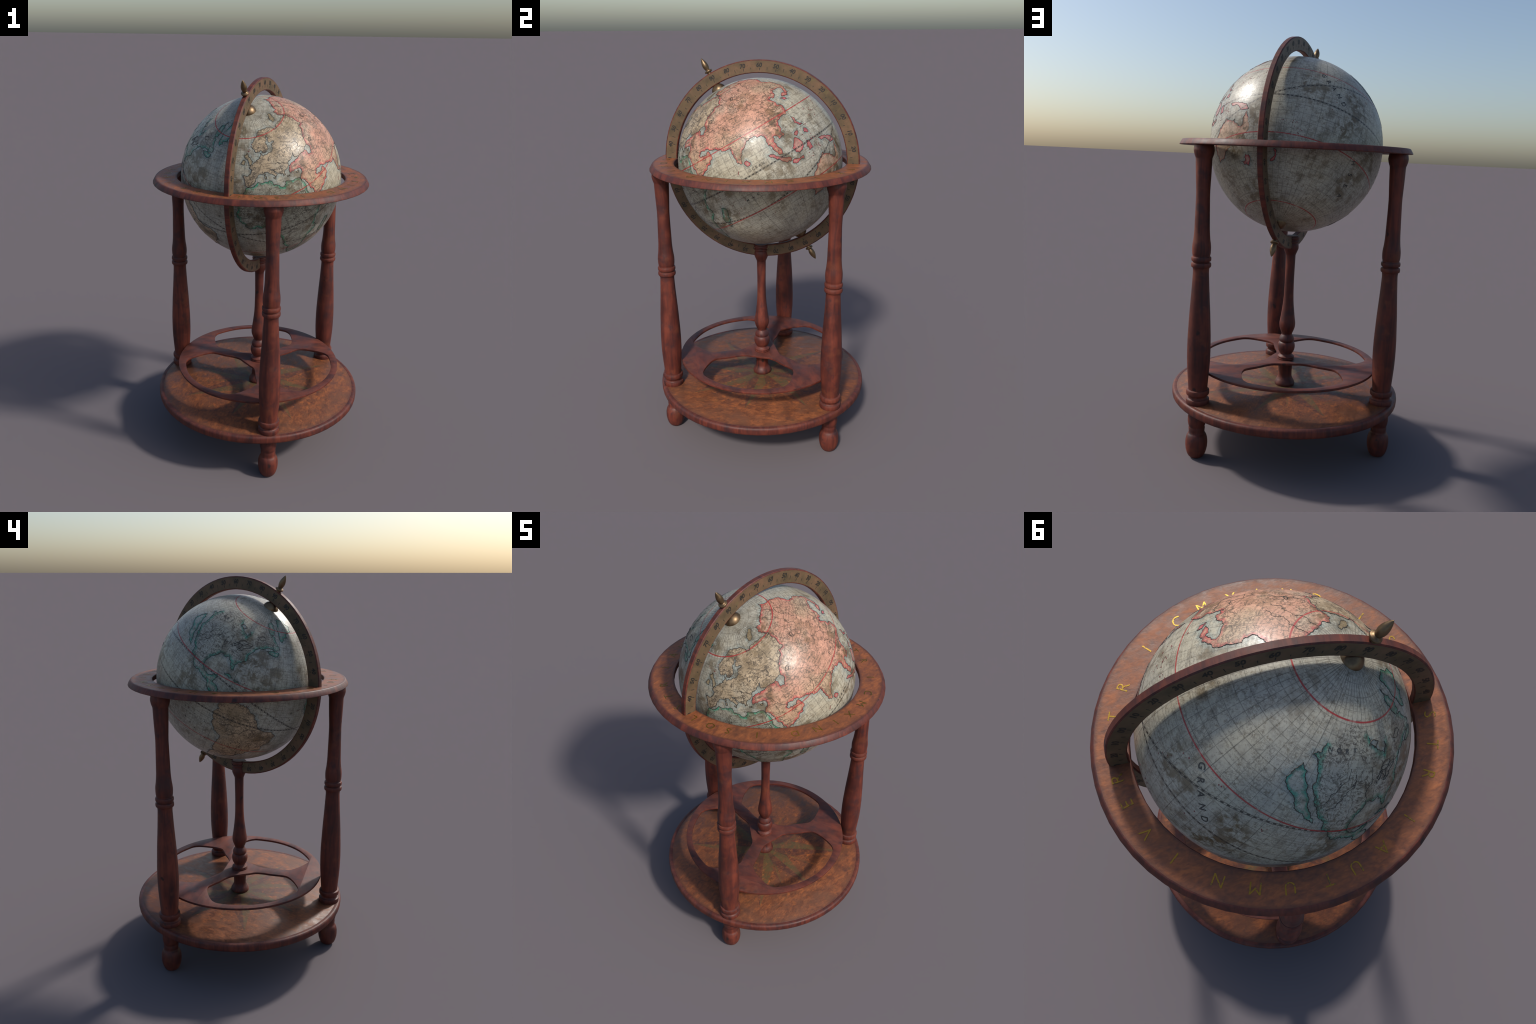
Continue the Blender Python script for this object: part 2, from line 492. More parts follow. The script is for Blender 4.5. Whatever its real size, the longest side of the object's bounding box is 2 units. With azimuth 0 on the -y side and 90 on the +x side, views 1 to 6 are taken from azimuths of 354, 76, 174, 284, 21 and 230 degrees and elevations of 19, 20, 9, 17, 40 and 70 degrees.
# ------------------------------------------------------------------ materials
WOOD = mahogany("red_mahogany_turned")
WOOD_RING = mahogany("red_mahogany_ring", grain=(42, 16, 5), ring=True, dust=0.25)
WOOD_FLAT = mahogany("red_mahogany_board", grain=(10, 22, 30), dust=0.32)
VENEER = orange_wood("honey_veneer_ring", gain=1.32)
ROSE = orange_wood("honey_veneer_compass", star=True)
BRASS = brass_face("aged_brass_scale")
BRONZE = metal("bronze", (0.190, 0.126, 0.070), 0.40)
GILT = gilt("gilt_letter")
BLACK = plain("black_fill", (0.016, 0.013, 0.010), 0.6)
INK = plain("printing_ink", (0.032, 0.026, 0.020), 0.5)
LETTER_INK = plain("lettering_ink", (0.040, 0.038, 0.034), 0.5)
RED_INK = plain("red_island_ink", (0.17, 0.035, 0.035), 0.5)

SEA = map_material("sea_paper", (0.405, 0.385, 0.315), (0.250, 0.300, 0.275), 0.75, 0.50, 0.95, 0.020, 0.0, fade=0.0, warm=(0.430, 0.392, 0.295))
ASIA = map_material("asia_wash", (0.56, 0.290, 0.195), (0.48, 0.052, 0.064), 0.88, 0.90, 0.35, 0.0140, 0.85, warm=(0.46, 0.320, 0.205), fade=0.5)
EUROPE = map_material("europe_wash", (0.47, 0.355, 0.225), (0.20, 0.175, 0.13), 0.5, 1.0, 0.30, 0.006, 1.0, warm=(0.400, 0.305, 0.190))
AFRICA = map_material("africa_wash", (0.345, 0.345, 0.275), (0.034, 0.330, 0.200), 1.0, 0.95, 0.4, 0.016, 0.9)
NORTH_AM = map_material("north_america_wash", (0.395, 0.377, 0.309), (0.030, 0.260, 0.170), 1.0, 0.95, 0.45, 0.019, 0.85, warm=(0.420, 0.384, 0.290), fade=0.1)
SOUTH_AM = map_material("south_america_wash", (0.455, 0.325, 0.195), (0.16, 0.15, 0.12), 0.45, 0.95, 0.25, 0.006, 1.0)
AUSTRAL = map_material("australia_wash", (0.50, 0.315, 0.205), (0.47, 0.075, 0.070), 0.8, 0.4, 0.5, 0.010, 0.1)
RED_ISLE = map_material("red_island_wash", (0.46, 0.245, 0.195), (0.44, 0.060, 0.080), 0.95, 0.4, 0.2, 0.011, 0.0)
TEAL_ISLE = map_material("teal_island_wash", (0.355, 0.355, 0.295), (0.030, 0.260, 0.175), 1.0, 0.6, 0.3, 0.014, 0.0)
TAN_ISLE = map_material("tan_island_wash", (0.400, 0.315, 0.190), (0.17, 0.16, 0.10), 0.6, 0.6, 0.2, 0.006, 0.0)

# ------------------------------------------------------------------ the thing
root = bpy.data.objects.new("floor_globe", None)
COL.objects.link(root)
root["label"] = "antique floor globe in a turned mahogany stand with brass meridian"
root["category"] = "globe"

# ---- base board
base = add_object("base_board", lathe("base_board", [
    (0, 0.2255), (0.562, 0.2255), (0.5695, 0.2275), (0.5735, 0.2325), (0.5748, 0.2400), (0.5748, 0.2555), (0.5735, 0.2620), (0.5690, 0.2670),
    (0.563, BASE_TOP - 0.0003), (0.5535, BASE_TOP - 0.0003), (0.552, BASE_TOP - 0.0015), (0, BASE_TOP - 0.0015)], WOOD_RING, 64), root)
add_object("inlaid_top", lathe("inlaid_top", [(0, BASE_TOP - 0.001), (0, BASE_TOP), (0.5515, BASE_TOP), (0.5528, BASE_TOP - 0.001)], ROSE, 64), base)

# ---- legs and feet (turned)
leg_profile = [(0.030, BASE_TOP - 0.001)]
leg_profile += [(0.0535, 0.2685), (0.0548, 0.2715), (0.0548, 0.2885), (0.0535, 0.2915), (0.047, 0.2935)]
leg_profile += [(0.0442, 0.2965), (0.0442, 0.305), (0.047, 0.3095)]
leg_profile += bead(0.0495, 0.0545, 0.3115, 0.3365, 7)
leg_profile += soften([(0.0448, 0.338), (0.0452, 0.350), (0.0471, 0.3755), (0.0506, 0.4225), (0.0533, 0.469), (0.0542, 0.515), (0.0541, 0.555),
                       (0.0530, 0.6), (0.0511, 0.641), (0.0481, 0.7025), (0.0442, 0.763), (0.0404, 0.823), (0.0374, 0.880), (0.0367, 0.900), (0.0378, 0.9125), (0.0395, 0.9175)], 4)
leg_profile += bead(0.0405, 0.0460, 0.9185, 0.9405, 7)
leg_profile += [(0.0382, 0.9425), (0.0382, 0.9445)]
leg_profile += bead(0.0405, 0.0457, 0.9465, 0.9675, 7)
leg_profile += soften([(0.0398, 0.9695), (0.0402, 0.974), (0.0418, 0.981), (0.0427, 0.995), (0.0428, 1.0125), (0.0412, 1.029), (0.0385, 1.047), (0.0360, 1.075), (0.0349, 1.095),
                       (0.0343, 1.121), (0.0328, 1.18), (0.0317, 1.236), (0.0319, 1.27), (0.0342, 1.3215), (0.0364, 1.378), (0.0372, 1.405),
                       (0.0384, 1.4135), (0.0430, 1.4265), (0.0464, 1.442), (0.0466, 1.450), (0.0452, 1.460), (0.0430, 1.470)], 4)
leg_profile += [(0.0425, 1.4735), (0, 1.4735)]
leg_mesh = lathe("leg", leg_profile, WOOD, 40, angle=44)

foot_profile = [(0, 0)] + soften([(0.0270, 0.0), (0.0335, 0.0035), (0.0430, 0.018), (0.0500, 0.043), (0.0523, 0.066), (0.0516, 0.085), (0.0488, 0.100), (0.0445, 0.1115), (0.0400, 0.118)], 4)
foot_profile += [(0.0378, 0.121), (0.0374, 0.131), (0.0388, 0.146), (0.0372, 0.1495), (0.0372, 0.153)]
foot_profile += soften([(0.0385, 0.157), (0.0410, 0.166), (0.0428, 0.180), (0.0430, 0.195), (0.0415, 0.212), (0.0395, 0.225)], 4) + [(0.039, 0.236), (0, 0.236)]
foot_mesh = lathe("foot", foot_profile, WOOD, 40, angle=44)
for i in range(3):
    a = rad(120 * i)
    m = Matrix.Translation((LEG_DIST * math.sin(a), -LEG_DIST * math.cos(a), 0)) @ Matrix.Rotation(a + 0.6 * i, 4, 'Z')
    leg = add_object("leg", leg_mesh, root, m)
    add_object("foot", foot_mesh, root, m)

# ---- centre post that carries the meridian ring
post_profile = [(0, BASE_TOP - 0.001), (0.045, BASE_TOP - 0.001)] + soften([(0.0495, 0.2695), (0.0512, 0.277), (0.0500, 0.284), (0.0455, 0.294), (0.0400, 0.303), (0.0358, 0.313), (0.0345, 0.325),
                                            (0.0346, 0.345), (0.0362, 0.370), (0.0365, 0.396)], 4)
post_profile += [(0.0395, 0.4050)] + bead(0.0400, 0.0437, 0.4055, 0.4135, 5) + bead(0.0400, 0.0430, 0.4145, 0.4215, 5)
post_profile += soften([(0.0400, 0.4220), (0.0345, 0.427), (0.0302, 0.4325), (0.0305, 0.4385)], 4) + [(0.0345, 0.4400), (0.0350, 0.4430)]
post_profile += soften([(0.0365, 0.4440), (0.0400, 0.451), (0.0434, 0.464), (0.0441, 0.474), (0.0432, 0.484), (0.0400, 0.4925), (0.0352, 0.498)], 4)
post_profile += soften([(0.0340, 0.4990), (0.0372, 0.502), (0.0383, 0.507), (0.0378, 0.514), (0.0350, 0.522), (0.0305, 0.530), (0.0268, 0.536), (0.0270, 0.541),
                        (0.0300, 0.549), (0.0345, 0.560), (0.0388, 0.574), (0.0404, 0.588), (0.0398, 0.602), (0.0375, 0.617), (0.0333, 0.6465), (0.0292, 0.680),
                        (0.0262, 0.710), (0.0243, 0.745), (0.0234, 0.79), (0.0231, 0.845), (0.0240, 0.911), (0.0246, 0.944), (0.0262, 0.952), (0.0320, 0.966),
                        (0.0372, 0.980), (0.0380, 0.990), (0.0368, 1.000), (0.0340, 1.006)], 4)
post_profile += [(0.0338, 1.011)] + bead(0.0345, 0.0395, 1.012, 1.022, 5) + [(0.0340, 1.0245)] + bead(0.0345, 0.0405, 1.027, 1.043, 5) + [(0.034, 1.0455), (0, 1.0455)]
post = add_object("centre_post", lathe("centre_post", post_profile, WOOD, 36, angle=44), root)


# ---- pierced shelf
def flat_board(name, outlines, thick, bevel, mat):
    cu = bpy.data.curves.new(name, 'CURVE')
    cu.dimensions = '2D'
    cu.fill_mode = 'BOTH'
    cu.extrude = thick / 2 - bevel
    cu.bevel_depth = bevel
    cu.offset = -bevel
    cu.bevel_resolution = 1
    for pts in outlines:
        sp = cu.splines.new('POLY')
        sp.points.add(len(pts) - 1)
        for p, q in zip(sp.points, pts):
            p.co = (q[0], q[1], 0, 1)
        sp.use_cyclic_u = True
    ob = bpy.data.objects.new(name + "_outline", cu)
    COL.objects.link(ob)
    dg = bpy.context.evaluated_depsgraph_get()
    me = bpy.data.meshes.new_from_object(ob.evaluated_get(dg))
    me.name = name
    bpy.data.objects.remove(ob)
    bpy.data.curves.remove(cu)
    bm = bmesh.new()
    bm.from_mesh(me)
    bmesh.ops.remove_doubles(bm, verts=bm.verts, dist=1e-5)
    bmesh.ops.recalc_face_normals(bm, faces=bm.faces)
    bm.to_mesh(me)
    bm.free()
    me.materials.clear()
    return finish_mesh(me, mat, angle=30)


# half outline of one opening: degrees from its middle line, radius
half = [(0, 0.083), (22, 0.090), (39, 0.107), (47, 0.145), (49.5, 0.200), (51.8, 0.250), (51.6, 0.285), (46.0, 0.330), (38.5, 0.383), (34.0, 0.409), (28.5, 0.4195), (14, 0.4255)]
ring_pts = half + [(0, 0.4275)] + [(-a, r) for a, r in reversed(half[1:])]
cart = [(r * math.sin(rad(a)), r * math.cos(rad(a))) for a, r in ring_pts]
n = len(cart)
smooth_hole = []
for i in range(n):
    p0, p1, p2, p3 = (Vector(cart[(i + k) % n]) for k in (-1, 0, 1, 2))
    for k in range(5):
        t = k / 5
        smooth_hole.append(0.5 * (2 * p1 + (p2 - p0) * t + (2 * p0 - 5 * p1 + 4 * p2 - p3) * t * t + (3 * p1 - p0 - 3 * p2 + p3) * t ** 3))
outlines = [[(0.460 * math.cos(2 * PI * i / 72), 0.460 * math.sin(2 * PI * i / 72)) for i in range(72)]]
for k in range(3):
    a = rad(60 + 120 * k)   # azimuth, measured from -y towards +x
    ex, ey = Vector((math.cos(a), math.sin(a))), Vector((math.sin(a), -math.cos(a)))
    outlines.append([tuple(ex * p.x + ey * p.y) for p in smooth_hole])
shelf = add_object("pierced_shelf", flat_board("pierced_shelf", outlines, 0.012, 0.0018, WOOD_FLAT), root, Matrix.Translation((0, 0, SHELF_TOP - 0.006)))

# ---- horizon ring with gilt lettering
horizon = add_object("horizon_ring", lathe("horizon_ring", [
    (0.4440, 1.4725), (0.4425, 1.474), (0.4425, 1.4955), (0.4440, 1.4970), (0.5490, 1.4970), (0.5515, 1.4965), (0.5535, 1.4950),
    (0.5615, 1.4825), (0.5655, 1.4755), (0.5662, 1.4728), (0.5650, 1.4708), (0.562, 1.4700), (0.448, 1.4700)], WOOD_RING, 56, closed=True), root)
add_object("veneered_top", lathe("veneered_top", [(0.4443, 1.4965), (0.4448, HORIZON_TOP), (0.5480, HORIZON_TOP), (0.5486, 1.4965)], VENEER, 56), horizon)


def text_mesh(body, size, depth, shear=0.0, width=0.0):
    cu = bpy.data.curves.new("text", 'FONT')
    cu.body = body
    cu.size = size
    cu.align_x = 'CENTER'
    cu.align_y = 'CENTER'
    cu.extrude = depth
    cu.shear = shear
    cu.offset = width
    cu.resolution_u = 3
    ob = bpy.data.objects.new("text", cu)
    COL.objects.link(ob)
    dg = bpy.context.evaluated_depsgraph_get()
    me = bpy.data.meshes.new_from_object(ob.evaluated_get(dg))
    bpy.data.objects.remove(ob)
    bpy.data.curves.remove(cu)
    me.materials.clear()
    return me


def frame(origin, x, y, z):
    return Matrix(((x.x, y.x, z.x, origin.x), (x.y, y.y, z.y, origin.y), (x.z, y.z, z.z, origin.z), (0, 0, 0, 1)))


LETTERS = (("T", 137.7), ("R", 125.6), ("I", 107.8), ("C", 91.8), ("M", 80.5), ("X", 68.7), ("I", 58.4), ("N", 47.1), ("D", 35.2), ("I", 16.4),
           ("S", 1.8), ("O", 352), ("L", 340.9), ("S", 328), ("T", 316.4), ("R", 304.8), ("I", 287), ("A", 272.8), ("U", 261.4), ("T", 251.2),
           ("U", 238.1), ("M", 226.6), ("N", 214), ("I", 197.4), ("V", 184.3), ("E", 171.7), ("R", 161.8))
cache = {}
for ch, az in LETTERS:
    if ch not in cache:
        cache[ch] = finish_mesh(text_mesh(ch, 0.054, 0.0006, width=-0.0003), GILT, smooth=False)
        cache[ch].name = "gilt_letter"
    a = rad(az)
    out = Vector((math.sin(a), -math.cos(a), 0))
    add_object("gilt_letter", cache[ch], horizon, frame(out * 0.491 + Vector((0, 0, HORIZON_TOP + 0.0002)), out.cross(UP), out, UP))

# ---- meridian ring: wooden hoop with a scale plate on either face
hoop_r = [(0.4445, -0.0095), (0.4470, -0.0125), (0.5045, -0.0125), (0.5080, -0.0095), (0.5080, 0.0095), (0.5045, 0.0125), (0.4470, 0.0125), (0.4445, 0.0095)]
M_MER = frame(CENTRE, -D, UP, N)    # local: x against D, y up, z along the normal
meridian = add_object("meridian_ring", lathe("meridian_ring", hoop_r, WOOD_RING, 80, closed=True), root, M_MER)
plate_mesh = lathe("scale_plate", [(0.4485, 0.0120), (0.4490, 0.0132), (0.5025, 0.0132), (0.5032, 0.0120)], BRASS, 96)
for side in (1, -1):
    add_object("scale_plate", plate_mesh, meridian, Matrix.Rotation(0 if side > 0 else PI, 4, 'Y'))
tick = bpy.data.meshes.new("tick_mark")
tick.from_pydata([(x, y, z) for z in (0, 0.0007) for x, y in ((-0.0011, -0.006), (0.0011, -0.006), (0.0016, 0.006), (-0.0014, 0.006))], [],
                 [(4, 5, 6, 7), (0, 1, 5, 4), (1, 2, 6, 5), (2, 3, 7, 6), (3, 0, 4, 7)])
finish_mesh(tick, BLACK, smooth=False)
numbers = {}
for side in (1, -1):
    nz = Vector((0, 0, side))
    for k in range(72):
        th = TILT + rad(5 * k)
        # local frame has x = -D
        outv = Vector((-math.sin(th), math.cos(th), 0))
        right = outv.cross(nz)
        deg = 5 * k % 180
        val = abs(90 - deg)
        origin = nz * 0.0128
        if k % 2 == 0:
            body = "%d" % val if val else "00"
            if body not in numbers:
                numbers[body] = finish_mesh(text_mesh(body, 0.0285, 0.0009, shear=0.15, width=0.0010), BLACK, smooth=False)
                numbers[body].name = "numeral"
            add_object("numeral", numbers[body], meridian, frame(outv * 0.4815 + origin, right, outv, nz))
            add_object("tick_mark", tick, meridian, frame(outv * 0.4625 + right * 0.003 + origin, right * 1.2, (outv + right * 0.25) * 0.95, nz))
        else:
            big = 1.4 if k % 18 == 9 else (1.0 if k % 4 == 1 else 0.6)
            add_object("tick_mark", tick, meridian, frame(outv * (0.4665 if big < 1.2 else 0.471) + origin, right, outv * big, nz))

# ---- finials and pole caps along the axis
finial_mesh = lathe("finial", soften([(0.0115, 0.505), (0.0118, 0.512), (0.0125, 0.5145)], 2) + bead(0.0150, 0.0197, 0.5145, 0.5240, 6)
                    + soften([(0.0135, 0.5255), (0.0110, 0.5275), (0.0108, 0.5285), (0.0122, 0.533), (0.0143, 0.5415), (0.0150, 0.549), (0.0142, 0.558), (0.0117, 0.568), (0.0075, 0.579), (0.0030, 0.5875), (0.0004, 0.5905)], 4)
                    + [(0, 0.5907)], BRONZE, 28, angle=50)
cap_mesh = lathe("pole_cap", [(0.0385 * math.cos(t), 0.411 + 0.036 * math.sin(t)) for t in [PI / 2 * i / 12 for i in range(12)]] + [(0, 0.447)], BRONZE, 32, angle=60)
for sgn in (1, -1):
    m = GLOBE_M @ Matrix.Rotation(0 if sgn > 0 else PI, 4, 'X')
    add_object("finial", finial_mesh, root, m)
    add_object("pole_cap", cap_mesh, root, m)

# ------------------------------------------------------------------ the map: coasts as control points (map longitude, latitude)
EUROPE_ASIA = [(12, 66), (10, 60.5), (7.7, 55.5), (-2, 52), (-9, 48.8), (-12.3, 45.6), (-13.2, 44.3)]
CAUCASUS = [(-19, 43.5), (-24, 43.4), (-28.2, 43)]
asia_arctic = [(12, 66), (6.8, 68.5), (5.4, 70.8), (11.1, 73.7), (20.8, 72.2), (26, 73.1), (36, 74), (46.8, 73.3), (57.9, 72), (66.6, 71.5), (71.5, 72.5), (69.8, 67.4)]
asia_east = [(72.6, 65.5), (73.3, 61.5), (67.5, 55), (69.2, 51.5), (72.8, 47.4), (73.5, 43), (70.6, 38.3), (68.3, 34.4), (63.3, 32.8), (58.2, 33.9), (64.6, 35.3), (67.9, 38.1),
             (68.2, 39.8), (63.4, 41.2), (59, 41.5), (57, 40.4), (54.4, 37), (51.2, 35.6), (49.5, 37.6), (46.8, 36.1), (48, 34), (49, 32), (48.3, 29.8), (50.7, 29), (51, 27), (49.4, 23.7), (48.1, 21.6)]
asia_south = [(43.4, 22), (39.6, 21), (38, 18.3), (37, 14.4), (38, 11.5), (34.9, 10.9), (33.2, 10.5), (32.2, 13.4), (30.3, 13.5), (29.2, 10.4), (29.5, 7.1), (30.8, 3.1), (29.8, 1.5),
              (28.5, 1.8), (26.6, 5.6), (25.2, 10), (25.4, 14), (25.7, 16.7), (24.5, 18), (21.2, 18.4), (17.1, 20.3), (13.3, 18.7), (8.7, 15.8), (6.1, 12.7), (5.2, 9.2), (4, 9), (2.6, 10.6),
              (2.2, 14.4), (2, 17.6), (2, 20.8), (0.7, 20.9), (-2.1, 21.4), (-4.9, 24), (-7.3, 25.2), (-11.5, 26), (-14.4, 28), (-20.6, 28.4), (-22.3, 27)]
arabia = [(-22, 25.5), (-19.9, 25.6), (-15.3, 26), (-13.5, 26.3), (-12.7, 24.5), (-12.1, 22.9), (-12.8, 20.6), (-15, 18.5), (-18.8, 17), (-22, 15.6), (-24.1, 14.2), (-28.5, 13), (-29.8, 16.2),
          (-31.3, 20.3), (-33.5, 26.6), (-36.1, 30.5), (-35.6, 31.4), (-34.7, 32.4), (-32.7, 33.8), (-32.9, 36.4), (-38.7, 36.7), (-42.6, 36.9), (-42, 39.2), (-40, 41.2), (-34.1, 41.4), (-30, 41.9)]
caspian_south = [(-18.1, 41.2), (-18.3, 39.1), (-15.2, 38.7), (-13.8, 40.1), (-12.1, 41.8)]
ASIA_OUT = asia_arctic + asia_east + asia_south + arabia + CAUCASUS[::-1] + caspian_south + EUROPE_ASIA[:0:-1]
black_sea_aegean = [(-32.2, 44.3), (-31.1, 46.8), (-33.7, 45.6), (-35.7, 44.2), (-39.1, 44), (-40.8, 42.8), (-40.8, 41.6), (-42.2, 40.4), (-43.8, 39.9), (-45.5, 39.8), (-46.4, 38.5), (-46.5, 36.9), (-48.1, 36.8)]
italy_iberia = [(-48.4, 38.4), (-50.7, 39.2), (-53.2, 41), (-55.8, 43.3), (-57.4, 43.4), (-56, 42.3), (-54.3, 41.1), (-52.9, 38.9), (-54.2, 38), (-55, 38.8), (-56.7, 40.1), (-60, 42.1), (-62.7, 42.5),
                (-66.2, 42.1), (-68.7, 41.4), (-69.4, 40.5), (-71.4, 38.3), (-73.4, 36.4), (-78.5, 35.2), (-80, 36), (-80.2, 38.7), (-81.4, 42.3), (-74.6, 42.9)]
atlantic_baltic = [(-73.4, 45.1), (-75.5, 46.7), (-74.9, 47.6), (-72.2, 48.6), (-70.2, 49.9), (-65.4, 51.3), (-63, 53), (-62.2, 55.2), (-61.0, 54.4), (-59.9, 52.8), (-55.8, 53), (-52.2, 53.9),
                   (-48.2, 54.9), (-46.4, 58.4), (-41.1, 59.6), (-46, 60), (-48.1, 60.2), (-47, 62.9), (-47.6, 65.2), (-49.5, 63.1), (-52.6, 61.2), (-52.1, 59.7), (-52, 57.1), (-54.6, 55.5),
                   (-56.9, 54.4), (-59.7, 54.9), (-60.3, 56.5)]
norway_arctic = [(-64, 55.9), (-67.9, 56.7), (-70.1, 59.1), (-70.4, 61.7), (-66.9, 64), (-65, 65.3), (-59.3, 68.2), (-53.7, 70.6), (-41.2, 69.8), (-30, 68), (-29, 66), (-24, 66), (-22, 68), (-12, 68.5), (-6, 67.4), (3, 67)]
EUROPE_OUT = EUROPE_ASIA + [(-14.9, 44.8), (-16.8, 44.5)] + CAUCASUS + black_sea_aegean + italy_iberia + atlantic_baltic + norway_arctic
africa_north = [(-79.6, 33.8), (-73.6, 34.7), (-72.3, 35.5), (-64.4, 36.7), (-58.3, 36.2), (-57.6, 33.3), (-53.6, 31), (-50.6, 30.2), (-48.6, 32.8), (-45.6, 32.2), (-41.6, 31.7), (-37.6, 31.3), (-36.6, 30.4)]
africa_east = [(-34.5, 23.8), (-33.2, 17.1), (-30.5, 12.5), (-29.5, 11.5), (-24, 12), (-23.2, 11), (-27.3, 4.9), (-30, 2.9), (-31.5, 0.6), (-34, -1.6), (-34.7, -4.2), (-35.3, -6.9), (-34.6, -9.8), (-36.5, -13),
               (-39.1, -14.5), (-42.1, -17), (-43.1, -20.1), (-44.4, -22.3), (-46.3, -26.3), (-50.8, -31.3), (-55.3, -34.8)]
africa_west = [(-57.5, -33.5), (-57.8, -29), (-57.8, -24.6), (-57.1, -20.6), (-58.8, -19), (-59.8, -15.2), (-59.8, -10.3), (-61, -5.2), (-63.5, -1), (-65, 2.5), (-66.5, 4.5), (-69.8, 6), (-71.9, 5), (-74.4, 6.8),
               (-79, 5.3), (-82.9, 7.1), (-85.6, 10.8), (-87.8, 14.3), (-87.5, 18), (-86.5, 21.4), (-84, 26), (-81.5, 28.8)]
AFRICA_OUT = africa_north + africa_east + africa_west
na_west = [(155.1, 56.4), (150.4, 51.1), (155.6, 48.3), (157.9, 44.9), (158.2, 42), (160, 39), (162.5, 35.5), (165.3, 33.1), (167.2, 31), (171.5, 28.3), (173, 24), (177.4, 21.5), (184.9, 19), (190.8, 17.1),
           (194.5, 15.6), (196.7, 12.8), (198.7, 11.5), (202, 9.3), (205, 7.2)]
na_gulf = [(207.5, 8.3), (206, 9.8), (204.2, 13), (203, 15.5), (200.5, 17.1), (197.2, 17.6), (199, 21.5), (198.3, 23.4), (195.7, 21.9), (193.4, 20.5), (191.6, 20), (187, 22.3), (186.2, 24.7), (186.1, 27.5), (188.6, 31.5),
           (190.8, 33.7), (191.5, 35.4), (195.8, 35), (199.9, 35.7), (202.5, 32.8), (205, 29.9), (206.4, 30.1), (206.5, 34.2)]
na_east = [(209.3, 36.7), (212.5, 40.6), (212.9, 43.9), (215.1, 47.4), (218.8, 50.1), (224.7, 51), (227, 52.2), (234, 51), (239.7, 52.9), (237.2, 56), (234, 60), (229, 62), (220, 61.5), (210, 61), (203, 58), (204.4, 56.1),
           (202.1, 53.5), (195.4, 55.9), (191.7, 57.9), (187.7, 61), (180, 66), (172, 65), (163, 61)]
NA_OUT = na_west + na_gulf + na_east
sa_west = [(-152.5, 8.3), (-150.8, 4.6), (-152.2, 2.6), (-153, 0.1), (-152.1, -3.1), (-151.8, -6), (-150.4, -8.8), (-148.6, -12), (-146.3, -13.2), (-143.9, -14.8), (-142.9, -18.8), (-143.8, -23.4), (-143.2, -30.8), (-145, -38.1), (-145.3, -46), (-143, -52)]
sa_east = [(-137, -53), (-138, -47), (-132.2, -41), (-128, -37), (-124.4, -34.1), (-120, -29.7), (-116, -23.2), (-110.5, -20), (-110.7, -14.4), (-107.5, -8.3), (-106.5, -4.8), (-110.6, -2.1), (-116.8, -2), (-119.5, -1.2), (-122.5, 0.2),
           (-124.6, 4.2), (-127.3, 8.2), (-131.3, 9.2), (-133.7, 11.7), (-137.6, 13), (-143, 12), (-149, 11.5)]
SA_OUT = sa_west + sa_east
AUSTRALIA_OUT = [(55.3, -12.7), (57.1, -10.9), (58.2, -12.7), (61, -13.4), (64.6, -13.6), (64.9, -16), (68, -18.3), (70.1, -19), (71.6, -14.5), (74.2, -10.3), (75.5, -14), (76.5, -20), (72, -24), (64, -28.5), (55, -30.7),
                 (50, -33.5), (47, -34.5), (43.4, -34), (41.1, -34.9), (40.4, -29.8), (41, -25), (44, -20.8), (47, -18.5), (49, -15.9), (52, -14.5)]
UNDRAWN = {(187.7, 61), (180, 66), (172, 65), (163, 61), (75.5, -14), (76.5, -20), (72, -24), (64, -28.5), (229, 62), (220, 61.5), (210, 61)}
